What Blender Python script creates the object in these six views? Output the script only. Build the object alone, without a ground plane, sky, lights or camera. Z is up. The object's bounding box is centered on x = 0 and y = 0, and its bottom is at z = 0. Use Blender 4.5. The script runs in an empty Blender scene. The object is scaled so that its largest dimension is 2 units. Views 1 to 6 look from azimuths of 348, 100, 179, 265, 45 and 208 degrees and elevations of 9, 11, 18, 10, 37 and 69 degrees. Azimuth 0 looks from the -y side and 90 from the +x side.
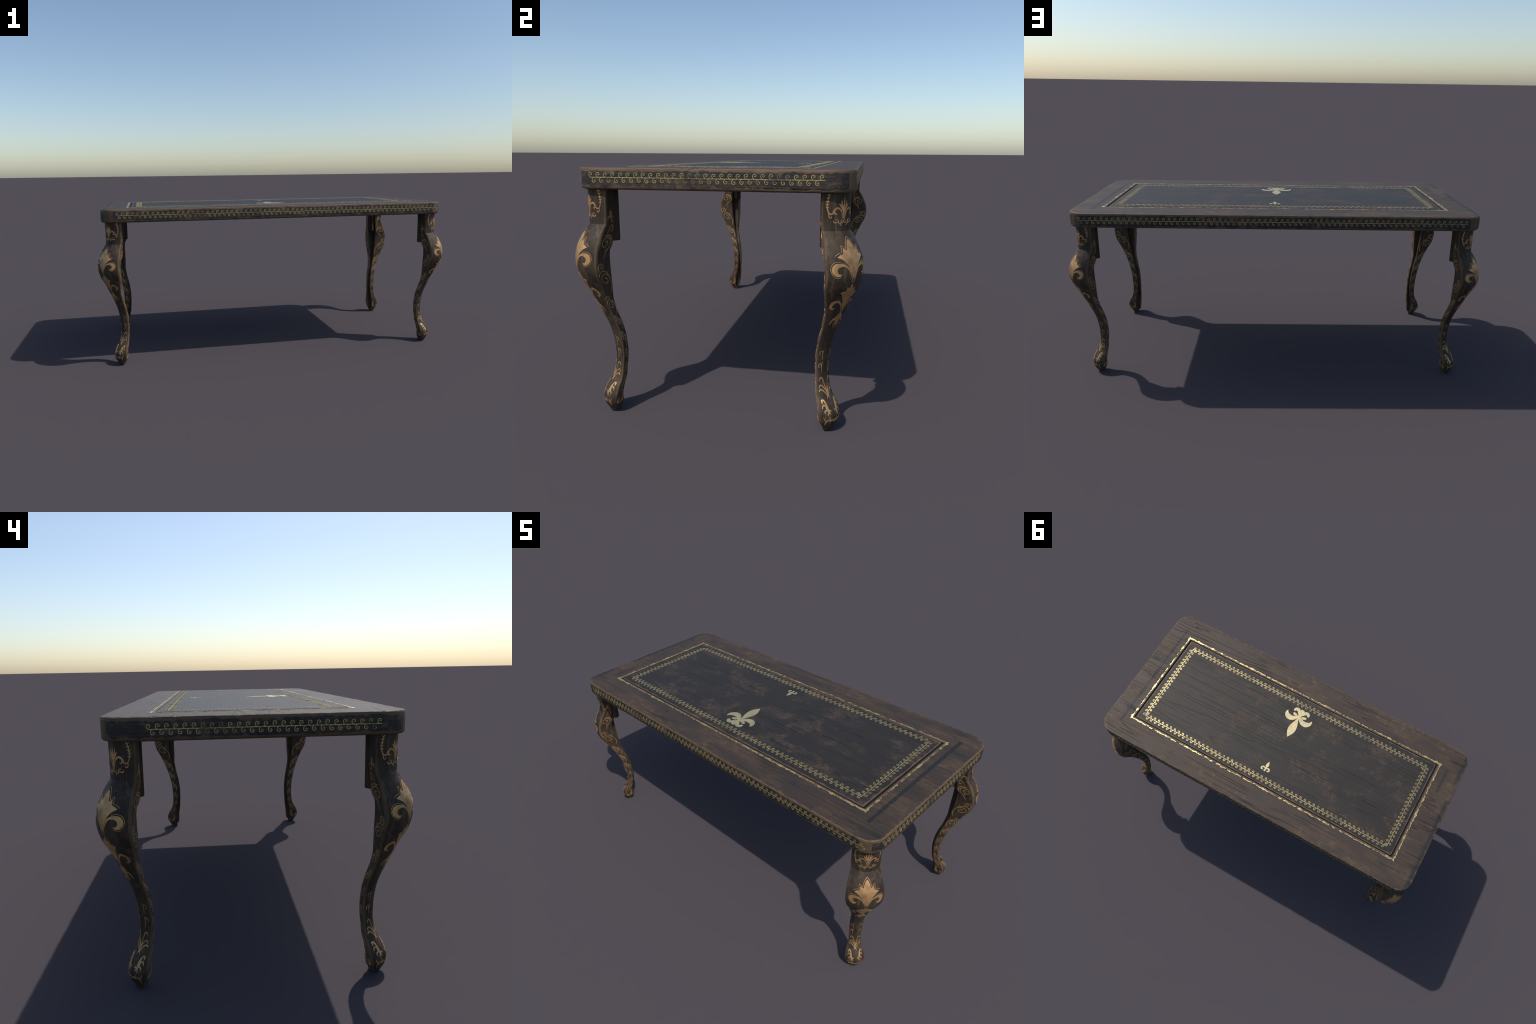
import bpy, bmesh, math, random
from mathutils import Vector, noise

# ------------------------------------------------------------------ sizes (metres)
A, B = 0.9733, 0.4478            # half length / half width of the tabletop
LA, LB = 0.9668, 0.4448          # corner the legs are set out from
R = 0.078                        # plan radius of the tabletop corners
ZB, ZT = 0.7814, 0.8506            # underside / top of the slab
PX, PY = 0.8150, 0.2955          # half size of the inlaid panel
GX, GY = 0.8255, 0.3005          # half size of the recess that holds it
ZP = ZT+0.0012                   # top of the panel, a little proud of the frame

random.seed(7)
scene = bpy.context.scene
col = scene.collection

# ------------------------------------------------------------------ generic helpers
def pchip(xs, ys, x):
    n = len(xs)
    if x <= xs[0]: return ys[0]
    if x >= xs[-1]: return ys[-1]
    h = [xs[i+1]-xs[i] for i in range(n-1)]
    d = [(ys[i+1]-ys[i])/h[i] for i in range(n-1)]
    m = [d[0]] + [0 if d[i-1]*d[i] <= 0 else 2*d[i-1]*d[i]/(d[i-1]+d[i]) for i in range(1, n-1)] + [d[-1]]
    i = max(k for k in range(n-1) if xs[k] <= x)
    t = (x-xs[i])/h[i]
    return ((2*t**3-3*t*t+1)*ys[i] + (t**3-2*t*t+t)*h[i]*m[i]
            + (-2*t**3+3*t*t)*ys[i+1] + (t**3-t*t)*h[i]*m[i+1])

def catmull(pts, per=8):
    """smooth open curve through points of any dimension"""
    out = []
    P = [pts[0]] + list(pts) + [pts[-1]]
    for i in range(1, len(P)-2):
        a, b, c, d = P[i-1], P[i], P[i+1], P[i+2]
        for k in range(per):
            t = k/per
            out.append(tuple(0.5*(2*b[j] + (c[j]-a[j])*t + (2*a[j]-5*b[j]+4*c[j]-d[j])*t*t
                                  + (3*b[j]-a[j]-3*c[j]+d[j])*t**3) for j in range(len(b))))
    out.append(tuple(pts[-1]))
    return out

def new_object(name, mesh, parent, mats, smooth_angle=None):
    ob = bpy.data.objects.new(name, mesh)
    col.objects.link(ob)
    ob.parent = parent
    for m in mats:
        if m.name not in [x.name for x in mesh.materials if x]:
            mesh.materials.append(m)
    if smooth_angle is not None:
        mesh.shade_smooth()
        mesh.set_sharp_from_angle(angle=math.radians(smooth_angle))
    return ob

def mesh_from(name, verts, faces):
    me = bpy.data.meshes.new(name)
    me.from_pydata(verts, [], faces)
    me.update()
    return me

# ------------------------------------------------------------------ node helper
class Nodes:
    def __init__(self, name):
        self.mat = bpy.data.materials.new(name)
        self.mat.use_nodes = True
        self.t = self.mat.node_tree
        self.t.nodes.clear()
        self.out = self.t.nodes.new('ShaderNodeOutputMaterial')
        self.bsdf = self.t.nodes.new('ShaderNodeBsdfPrincipled')
        self.t.links.new(self.bsdf.outputs[0], self.out.inputs[0])
        self.obj = self.t.nodes.new('ShaderNodeTexCoord').outputs['Object']
    def _set(self, sock, v):
        if isinstance(v, bpy.types.NodeSocket): self.t.links.new(v, sock)
        else: sock.default_value = v
    def math(self, op, a, b=0.0, c=None, clamp=False):
        n = self.t.nodes.new('ShaderNodeMath'); n.operation = op; n.use_clamp = clamp
        self._set(n.inputs[0], a); self._set(n.inputs[1], b)
        if c is not None: self._set(n.inputs[2], c)
        return n.outputs[0]
    def sep(self, v):
        n = self.t.nodes.new('ShaderNodeSeparateXYZ'); self._set(n.inputs[0], v); return n.outputs
    def comb(self, x, y, z):
        n = self.t.nodes.new('ShaderNodeCombineXYZ')
        for s, v in zip(n.inputs, (x, y, z)): self._set(s, v)
        return n.outputs[0]
    def scale(self, v, s, loc=(0, 0, 0)):
        n = self.t.nodes.new('ShaderNodeMapping'); self._set(n.inputs[0], v)
        n.inputs['Scale'].default_value = s; n.inputs['Location'].default_value = loc
        return n.outputs[0]
    def noise(self, v, s, detail=4, rough=0.55, dist=0.0):
        n = self.t.nodes.new('ShaderNodeTexNoise'); self._set(n.inputs['Vector'], v)
        n.inputs['Scale'].default_value = s; n.inputs['Detail'].default_value = detail
        n.inputs['Roughness'].default_value = rough; n.inputs['Distortion'].default_value = dist
        return n.outputs['Fac']
    def ramp(self, v, lo, hi, a=0.0, b=1.0):
        n = self.t.nodes.new('ShaderNodeMapRange'); n.interpolation_type = 'SMOOTHSTEP'
        self._set(n.inputs[0], v); self._set(n.inputs[1], lo); self._set(n.inputs[2], hi)
        self._set(n.inputs[3], a); self._set(n.inputs[4], b)
        return n.outputs[0]
    def mix(self, f, a, b, mode='MIX'):
        n = self.t.nodes.new('ShaderNodeMix'); n.data_type = 'RGBA'; n.blend_type = mode
        self._set(n.inputs[0], f)
        for s, v in ((n.inputs[6], a), (n.inputs[7], b)):
            self._set(s, v if isinstance(v, bpy.types.NodeSocket) else (*v, 1.0))
        return n.outputs[2]
    def bump(self, h, strength, dist):
        n = self.t.nodes.new('ShaderNodeBump'); self._set(n.inputs['Height'], h)
        n.inputs['Strength'].default_value = strength; n.inputs['Distance'].default_value = dist
        self.t.links.new(n.outputs[0], self.bsdf.inputs['Normal'])
    def finish(self, color, rough, metal=0.0, spec=0.5, tint=(1, 1, 1)):
        self._set(self.bsdf.inputs['Base Color'], color)
        self._set(self.bsdf.inputs['Roughness'], rough)
        self._set(self.bsdf.inputs['Metallic'], metal)
        self._set(self.bsdf.inputs['Specular IOR Level'], spec)
        self.bsdf.inputs['Specular Tint'].default_value = (*tint, 1.0)
        return self.mat

# palette (linear base colours)
BROWN      = (0.043, 0.0295, 0.0225)
BROWN_WARM = (0.066, 0.0425, 0.0285)
BLACK      = (0.0200, 0.0185, 0.0175)
BLUEBLACK  = (0.0115, 0.0140, 0.0170)
WORN       = (0.118, 0.075, 0.043)

# ------------------------------------------------------------------ materials
def frame_material():
    """wood of the slab: dark paint rubbed through to brown, worn rims, grain along the boards"""
    n = Nodes('worn_painted_wood')
    x, y, z = n.sep(n.obj)
    geo = n.t.nodes.new('ShaderNodeNewGeometry')
    nx, ny, nz = n.sep(geo.outputs['Normal'])
    anx, any_, anz = (n.math('ABSOLUTE', k) for k in (nx, ny, nz))
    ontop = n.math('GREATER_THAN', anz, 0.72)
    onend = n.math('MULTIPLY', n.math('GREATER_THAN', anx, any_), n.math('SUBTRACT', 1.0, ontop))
    # grain direction: along x on top and long sides, along y on the ends
    gx = n.math('MULTIPLY_ADD', onend, n.math('SUBTRACT', y, x), x)
    gy = n.math('MULTIPLY_ADD', onend, n.math('SUBTRACT', x, y), y)
    gv = n.comb(gx, gy, z)
    grain = n.noise(n.scale(gv, (5, 130, 190)), 1.0, 5, 0.6, 0.4)
    fine = n.noise(n.scale(gv, (16, 420, 420)), 1.0, 3, 0.6)
    crack_n = n.noise(n.scale(gv, (0.8, 19, 30), (3, 1, 0)), 1.0, 2.5, 0.5, 0.35)
    crack = n.math('ABSOLUTE', n.math('SUBTRACT', n.math('FRACT', n.math('MULTIPLY', crack_n, 7.0)), 0.5))
    crack = n.ramp(crack, 0.0, 0.09, 1.0, 0.0)
    crack = n.math('MULTIPLY', crack, n.ramp(n.noise(n.scale(gv, (2.5, 8, 8)), 1.0, 2), 0.42, 0.62))
    patch = n.noise(n.scale(gv, (5, 11, 16)), 1.0, 6, 0.62)
    blot = n.noise(n.scale(gv, (28, 34, 40)), 1.0, 6, 0.7)
    # distance to the rounded outline of the slab
    qx = n.math('MAXIMUM', n.math('SUBTRACT', n.math('ABSOLUTE', x), A-R), 0.0)
    qy = n.math('MAXIMUM', n.math('SUBTRACT', n.math('ABSOLUTE', y), B-R), 0.0)
    edge = n.math('SUBTRACT', R, n.math('SQRT', n.math('ADD', n.math('MULTIPLY', qx, qx), n.math('MULTIPLY', qy, qy))))
    jag = n.math('MULTIPLY', n.math('SUBTRACT', blot, 0.42), 0.030)
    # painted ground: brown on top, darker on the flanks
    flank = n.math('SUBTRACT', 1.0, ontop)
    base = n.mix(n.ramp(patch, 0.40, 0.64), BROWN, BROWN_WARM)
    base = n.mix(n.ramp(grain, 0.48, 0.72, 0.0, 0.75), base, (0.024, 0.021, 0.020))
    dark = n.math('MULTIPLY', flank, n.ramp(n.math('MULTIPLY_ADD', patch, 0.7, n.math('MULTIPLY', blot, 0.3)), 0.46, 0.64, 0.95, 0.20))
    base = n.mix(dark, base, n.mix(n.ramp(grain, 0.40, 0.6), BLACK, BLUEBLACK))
    # pale streaks of bare grain on the flanks
    bare = n.math('MULTIPLY', flank, n.ramp(n.noise(n.scale(gv, (9, 60, 230), (2, 5, 1)), 1.0, 5, 0.65), 0.52, 0.66))
    base = n.mix(n.math('MULTIPLY', bare, 0.50), base, (0.078, 0.053, 0.037))
    # brighter scuffs
    rimward = n.ramp(edge, 0.0, 0.075, 0.10, 0.0)
    scuff = n.math('MULTIPLY', n.ramp(blot, 0.50, 0.64), n.ramp(n.math('ADD', patch, rimward), 0.50, 0.64))
    base = n.mix(n.math('MULTIPLY', scuff, 0.72), base, (0.108, 0.070, 0.043))
    stain = n.math('MULTIPLY', n.ramp(n.noise(n.scale(gv, (7, 16, 20), (8, 1, 3)), 1.0, 6, 0.68), 0.53, 0.68), n.ramp(grain, 0.3, 0.6, 0.5, 1.0))
    base = n.mix(n.math('MULTIPLY', stain, 0.70), base, (0.017, 0.0165, 0.0165))
    # leftover bars of blue-black paint near the ends and rims of the top
    def box(cx, cy, hx, hy, soft=0.006, amt=1.0):
        d1 = n.math('SUBTRACT', n.math('ABSOLUTE', n.math('SUBTRACT', x, cx)), hx)
        d2 = n.math('SUBTRACT', n.math('ABSOLUTE', n.math('SUBTRACT', y, cy)), hy)
        d = n.math('ADD', n.math('MAXIMUM', d1, d2), n.math('MULTIPLY', jag, 0.55))
        return n.math('MULTIPLY', n.ramp(d, -soft, soft*0.6, 1.0, 0.0), amt)
    bars = box(0.879, 0.0, 0.0105, 0.360, 0.004, 0.92)
    for args in ((-0.884, -0.222, 0.009, 0.080, 0.008, 0.75), (-0.823, 0.357, 0.070, 0.006, 0.005, 0.85),
                 (-0.955, 0.14, 0.012, 0.27, 0.012, 0.9), (-0.953, -0.33, 0.012, 0.09, 0.012, 0.85),
                 (0.20, 0.352, 0.075, 0.006, 0.008, 0.5), (-0.02, 0.36, 0.06, 0.005, 0.008, 0.4)):
        bars = n.math('MAXIMUM', bars, box(*args))
    bars = n.math('MULTIPLY', bars, n.math('MULTIPLY', ontop, n.ramp(grain, 0.25, 0.48, 0.55, 1.0)))
    base = n.mix(bars, base, BLUEBLACK)
    # a long split board line near each long side
    sp = n.math('ABSOLUTE', n.math('SUBTRACT', n.math('ABSOLUTE', y), n.math('MULTIPLY_ADD', crack_n, 0.008, 0.3575)))
    split = n.math('MULTIPLY', n.ramp(sp, 0.0005, 0.0016, 1.0, 0.0), n.ramp(patch, 0.46, 0.54))
    base = n.mix(n.math('MULTIPLY', split, n.math('MULTIPLY', ontop, 0.8)), base, (0.11, 0.065, 0.04))
    base = n.mix(n.math('MULTIPLY', crack, 0.62), base, (0.010, 0.009, 0.009))
    # worn rims: outer rim of the top, upper and lower rim of the flanks, lip of the recess
    wtop = n.math('MULTIPLY', ontop, n.ramp(n.math('SUBTRACT', edge, jag), 0.0015, 0.0040, 1.0, 0.0))
    up = n.ramp(n.math('SUBTRACT', n.math('SUBTRACT', ZT, z), n.math('MULTIPLY', jag, 1.3)), 0.006, 0.0100, 1.0, 0.0)
    dn = n.ramp(n.math('SUBTRACT', n.math('SUBTRACT', z, ZB), n.math('MULTIPLY', jag, 1.2)), 0.006, 0.0100, 1.0, 0.0)
    wside = n.math('MULTIPLY', flank, n.math('MAXIMUM', up, n.math('MULTIPLY', dn, 0.8)))
    corner = n.math('MULTIPLY', flank, n.math('MULTIPLY', n.ramp(n.math('MINIMUM', qx, qy), 0.006, 0.02), n.math('MULTIPLY', n.math('SUBTRACT', 1.0, onend), 0.75)))
    lip = n.math('MAXIMUM', n.math('SUBTRACT', n.math('ABSOLUTE', x), GX+0.008), n.math('SUBTRACT', n.math('ABSOLUTE', y), GY+0.006))
    wlip = n.math('MULTIPLY', ontop, n.ramp(n.math('SUBTRACT', lip, n.math('MULTIPLY', jag, 0.2)), -0.001, 0.0012, 0.85, 0.0))
    worn = n.math('MAXIMUM', n.math('MAXIMUM', wtop, wside), n.math('MAXIMUM', corner, wlip))
    worn = n.math('MULTIPLY', worn, n.ramp(grain, 0.62, 0.78, 1.0, 0.45))
    base = n.mix(n.math('MULTIPLY', worn, 0.92), base, WORN)
    pit = n.math('MULTIPLY', n.math('LESS_THAN', n.math('ABSOLUTE', x), GX+0.0002), n.math('MULTIPLY', n.math('LESS_THAN', n.math('ABSOLUTE', y), GY+0.0002), n.math('GREATER_THAN', z, 0.80)))  # groove shadow painted in: recess walls and floor coloured near black
    base = n.mix(n.math('MULTIPLY', pit, n.ramp(n.math('ABSOLUTE', x), GX-0.02, GX-0.012, 0.55, 1.0)), base, (0.012, 0.011, 0.011))
    h = n.math('SUBTRACT', n.math('MULTIPLY_ADD', fine, 0.35, n.math('MULTIPLY', grain, 0.8)), n.math('MULTIPLY', crack, 1.2))
    n.bump(h, 0.85, 0.0017)
    return n.finish(base, n.ramp(patch, 0.3, 0.7, 0.54, 0.64), 0.0, 0.36, (1.0, 0.93, 0.86))  # warm specular tint takes the blue out of reflected sky

def panel_material():
    n = Nodes('black_lacquer_panel')
    x, y, z = n.sep(n.obj)
    v = n.obj
    grain = n.noise(n.scale(v, (6, 240, 60)), 1.0, 4, 0.6, 0.3)
    crack_n = n.noise(n.scale(v, (0.55, 15, 1), (0.3, 5, 0)), 1.0, 1.5, 0.45, 0.25)
    fr = n.math('ABSOLUTE', n.math('SUBTRACT', n.math('FRACT', n.math('MULTIPLY', n.math('MULTIPLY_ADD', n.noise(n.scale(v, (9, 14, 1)), 1.0, 3, 0.6), 0.045, crack_n), 11.0)), 0.5))
    crack = n.math('MULTIPLY', n.ramp(fr, 0.0, 0.10, 1.0, 0.0), n.ramp(n.noise(n.scale(v, (0.9, 16, 1)), 1.0, 2), 0.40, 0.54))
    # scratchy rubbed patches: cross-hatched noise inside bigger blotches
    big = n.noise(n.scale(v, (6.0, 9.5, 1), (1.7, 0.4, 0)), 1.0, 7, 0.70)
    hx = n.noise(n.scale(v, (45, 190, 1)), 1.0, 5, 0.7)
    hy = n.noise(n.scale(v, (190, 45, 1)), 1.0, 5, 0.7)
    mid = n.noise(n.scale(v, (17, 17, 1), (4, 2, 0)), 1.0, 5, 0.65)
    scr = n.math('MULTIPLY_ADD', n.math('MAXIMUM', hx, hy), 0.75, n.math('MULTIPLY', mid, 0.33))
    rub = n.math('MULTIPLY', n.ramp(big, 0.485, 0.585), n.ramp(scr, 0.540, 0.625))
    dx = n.math('SUBTRACT', PX, n.math('ABSOLUTE', x)); dy = n.math('SUBTRACT', PY, n.math('ABSOLUTE', y))
    edge = n.math('MINIMUM', dx, dy)
    jag = n.math('MULTIPLY', n.math('SUBTRACT', mid, 0.40), 0.028)
    rim = n.ramp(n.math('SUBTRACT', edge, jag), 0.0018, 0.0042, 1.0, 0.0)
    base = n.mix(n.ramp(grain, 0.35, 0.66), (0.0285, 0.0240, 0.0210), (0.0200, 0.0175, 0.0160))
    base = n.mix(n.ramp(n.math('SUBTRACT', edge, jag), 0.010, 0.034, 0.60, 0.0), base, (0.0145, 0.0155, 0.0170))
    base = n.mix(n.math('MULTIPLY', rub, 0.85), base, (0.084, 0.055, 0.038))
    base = n.mix(n.math('MULTIPLY', n.ramp(big, 0.48, 0.62), 0.14), base, (0.045, 0.034, 0.028))
    base = n.mix(n.math('MULTIPLY', crack, 0.62), base, (0.006, 0.006, 0.006))
    base = n.mix(n.math('MULTIPLY', rim, 0.9), base, (0.115, 0.070, 0.046))
    base = n.mix(n.math('LESS_THAN', z, ZP-0.0022), base, (0.016, 0.014, 0.013))  # panel's side walls darkened by height, shade of the gap in the colour
    n.bump(n.math('SUBTRACT', n.math('MULTIPLY_ADD', n.noise(n.scale(v, (22, 330, 1)), 1.0, 3, 0.6), 0.8, n.math('MULTIPLY', grain, 0.6)), n.math('MULTIPLY', crack, 0.9)), 0.55, 0.0012)
    return n.finish(base, n.ramp(rub, 0, 1, 0.56, 0.68), 0.0, 0.30, (1.0, 0.96, 0.91))  # sky sheen on the panel tinted towards neutral grey

def leg_material(name, worn=False):
    n = Nodes(name)
    v = n.obj
    grain = n.noise(n.scale(v, (110, 110, 7)), 1.0, 5, 0.6, 0.3)
    patch = n.noise(n.scale(v, (22, 22, 9), (2, 0, 1)), 1.0, 5, 0.62)
    streak = n.noise(n.scale(v, (60, 60, 8), (0, 3, 2)), 1.0, 4, 0.6)
    speck = n.noise(v, 300.0, 4, 0.7)
    hair = n.noise(n.scale(v, (520, 520, 26), (1, 4, 2)), 1.0, 3, 0.65)
    base = n.mix(n.ramp(patch, 0.38, 0.62), (0.0290, 0.0210, 0.0160), (0.060, 0.0415, 0.0285))
    base = n.mix(n.ramp(grain, 0.50, 0.75, 0.0, 0.6), base, (0.018, 0.0140, 0.0115))
    base = n.mix(n.math('MULTIPLY', n.ramp(streak, 0.52, 0.68), 0.75), base, (0.092, 0.070, 0.049))
    base = n.mix(n.ramp(speck, 0.55, 0.75, 0.0, 0.5), base, (0.090, 0.071, 0.052))
    base = n.mix(n.ramp(hair, 0.50, 0.70, 0.0, 0.45), base, (0.085, 0.064, 0.045))
    base = n.mix(n.ramp(hair, 0.30, 0.46, 0.55, 0.0), base, (0.012, 0.010, 0.009))
    if worn:
        base = n.mix(n.ramp(n.math('MULTIPLY_ADD', patch, 0.6, n.math('MULTIPLY', streak, 0.4)), 0.34, 0.58, 0.25, 0.90), base, (0.118, 0.078, 0.046))
    n.bump(n.math('MULTIPLY_ADD', hair, 0.6, n.math('MULTIPLY_ADD', speck, 0.3, grain)), 0.5, 0.0012)
    return n.finish(base, 0.58, 0.0, 0.26, (1.0, 0.90, 0.80))  # highlights coloured warm so the legs reflect less sky blue

def gilt_material(name, bright, dull, wear, rough=0.36, metal=0.9, wear_amt=0.42, scale=1.0):
    """rubbed gold leaf: two tones of metal, worn through to the wood in grainy spots"""
    n = Nodes(name)
    v = n.obj
    a = n.noise(n.scale(v, (40*scale,)*3), 1.0, 3, 0.6)
    b = n.noise(n.scale(v, (430*scale,)*3), 1.0, 3, 0.7)
    c = n.noise(n.scale(v, (13*scale,)*3, (3, 7, 1)), 1.0, 3, 0.55)
    base = n.mix(n.ramp(n.math('MULTIPLY_ADD', a, 0.6, n.math('MULTIPLY', b, 0.4)), 0.38, 0.60), dull, bright)
    w = n.ramp(n.math('MULTIPLY_ADD', c, 0.70, n.math('MULTIPLY', b, 0.30)), 0.52, 0.64, 0.0, wear_amt)
    base = n.mix(w, base, wear)
    n.bump(b, 0.35, 0.0008)
    return n.finish(base, n.ramp(b, 0.35, 0.7, rough-0.07, rough+0.10), n.math('MULTIPLY', n.math('SUBTRACT', 1.0, w), metal), 0.5)

M_FRAME = frame_material()
M_PANEL = panel_material()
M_LEG = leg_material('black_leg_wood')
M_RIDGE = leg_material('worn_leg_ridge', True)
M_GILT_TOP = gilt_material('border_gilding', (0.56, 0.445, 0.200), (0.37, 0.295, 0.135), (0.06, 0.045, 0.03), 0.40, 0.52, 0.55)
M_GILT_SIDE = gilt_material('flank_gilding', (0.52, 0.41, 0.175), (0.34, 0.27, 0.12), (0.060, 0.045, 0.030), 0.40, 0.55, 0.85)
M_GILT_EMBLEM = gilt_material('emblem_gilding', (0.56, 0.415, 0.20), (0.31, 0.33, 0.225), (0.40, 0.33, 0.18), 0.42, 0.50, 0.35, 2.6)  # grey-green second tone: sky reflection painted into the gold
M_GILT_LEG = gilt_material('leg_gilding', (0.58, 0.335, 0.148), (0.36, 0.205, 0.092), (0.07, 0.048, 0.030), 0.46, 0.55, 0.6)
M_GILT_VINE = gilt_material('vine_gilding', (0.48, 0.275, 0.118), (0.34, 0.20, 0.088), (0.06, 0.042, 0.028), 0.48, 0.45, 0.5)

# ------------------------------------------------------------------ table root
table = bpy.data.objects.new('table', None)
col.objects.link(table)
table['label'] = 'long antique black wooden table with gilded scrollwork and cabriole legs'
table['category'] = 'table'

# ------------------------------------------------------------------ tabletop slab
def outline(inset, arc=24, step=0.006):
    """rounded rectangle, counter-clockwise; every inset gives the same number of points"""
    r = max(R-inset, 0.0005)
    ax, by = A-R, B-R
    nl, ns = int(2*ax/step), int(2*by/step)
    pts = []
    for cx, cy, a0, (ex, ey), m in ((ax, by, 0, (-1, 0), nl), (-ax, by, 90, (0, -1), ns),
                                    (-ax, -by, 180, (1, 0), nl), (ax, -by, 270, (0, 1), ns)):
        for i in range(arc+1):
            t = math.radians(a0+90*i/arc)
            pts.append((cx+r*math.cos(t), cy+r*math.sin(t)))
        lx, ly = pts[-1]
        ln = 2*ax if ex else 2*by
        for i in range(1, m):
            pts.append((lx+ex*ln*i/m, ly+ey*ln*i/m))
    return pts

def build_slab():
    # (inset, z) of each loop from the underside up to the lip of the recess
    prof = [(0.040, ZB), (0.0095, ZB), (0.0050, ZB+0.0012), (0.0018, ZB+0.0042), (0.0006, ZB+0.0085),
            (0.0003, ZB+0.014), (0.0, ZB+0.024), (0.0, ZB+0.040), (0.0, ZB+0.052), (0.0002, ZB+0.059),
            (0.0007, ZT-0.0032), (0.0018, ZT-0.0013), (0.0036, ZT-0.0003), (0.0065, ZT), (0.020, ZT), (0.060, ZT)]
    loops = []
    for k, (ins, z) in enumerate(prof):
        lp = []
        for (x, y) in outline(ins):
            rim = 1.0 if (k in (2, 3, 4, 9, 10, 11, 12)) else 0.0
            nv = noise.noise(Vector((x*38, y*38, z*60))) + 0.6*noise.noise(Vector((x*110, y*110, z*90)))
            chip = max(0.0, noise.noise(Vector((x*14+5, y*14, 3 if z > 0.82 else 9)))-0.15)
            wav = noise.noise(Vector((x*9+2, y*9, 1 if z > 0.82 else 5)))
            nick = max(0.0, noise.noise(Vector((x*45, y*45+3, 2 if z > 0.82 else 7)))-0.30)
            d = rim*(0.0007*nv + 0.0007*wav - 0.0035*chip*(1 if k in (3, 10, 11) else 0.5) - 0.0045*nick)
            L = math.hypot(x, y)
            cx, cy = max(-(A-R), min(A-R, x)), max(-(B-R), min(B-R, y))
            ux, uy = x-cx, y-cy
            l = math.hypot(ux, uy) or 1
            lp.append((x+ux/l*d, y+uy/l*d, z + (d*0.6 if k in (11, 12) else 0)))
        loops.append(lp)
    # recess lip and floor (clamped rectangle, duplicates merged later)
    for z in (ZT, ZT-0.0012, ZT-0.0070):
        gi = 0.0008 if z == ZT else 0.0
        loops.append([(max(-GX-gi, min(GX+gi, x*1.0)), max(-GY-gi, min(GY+gi, y*1.0)), z) for x, y in outline(0.060)])
    n = len(loops[0])
    verts = [v for lp in loops for v in lp]
    faces = []
    for k in range(len(loops)-1):
        for i in range(n):
            j = (i+1) % n
            faces.append((k*n+i, k*n+j, (k+1)*n+j, (k+1)*n+i))
    faces.append(tuple(reversed(range(n))))
    faces.append(tuple((len(loops)-1)*n+i for i in range(n)))
    me = mesh_from('tabletop', verts, faces)
    bm = bmesh.new(); bm.from_mesh(me)
    bmesh.ops.remove_doubles(bm, verts=bm.verts, dist=0.00005)
    bmesh.ops.dissolve_degenerate(bm, edges=bm.edges, dist=0.00001)
    bmesh.ops.triangulate(bm, faces=[f for f in bm.faces if len(f.verts) > 4])
    bmesh.ops.recalc_face_normals(bm, faces=bm.faces)
    bm.to_mesh(me); bm.free()
    return me

tabletop = new_object('tabletop', build_slab(), table, [M_FRAME], 40)

def build_panel():
    zt = ZP
    prof = [(0.0, ZT-0.0072), (0.0, zt-0.0012), (0.0005, zt-0.0004), (0.0015, zt)]
    verts, faces = [], []
    for ins, z in prof:
        verts += [(sx*(PX-ins), sy*(PY-ins), z) for sx, sy in ((1, 1), (-1, 1), (-1, -1), (1, -1))]
    for k in range(len(prof)-1):
        for i in range(4):
            j = (i+1) % 4
            faces.append((k*4+i, k*4+j, k*4+4+j, k*4+4+i))
    faces += [(3, 2, 1, 0), tuple(len(verts)-4+i for i in range(4))]
    return mesh_from('inlaid_panel', verts, faces)
panel = new_object('inlaid_panel', build_panel(), tabletop, [M_PANEL])

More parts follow.
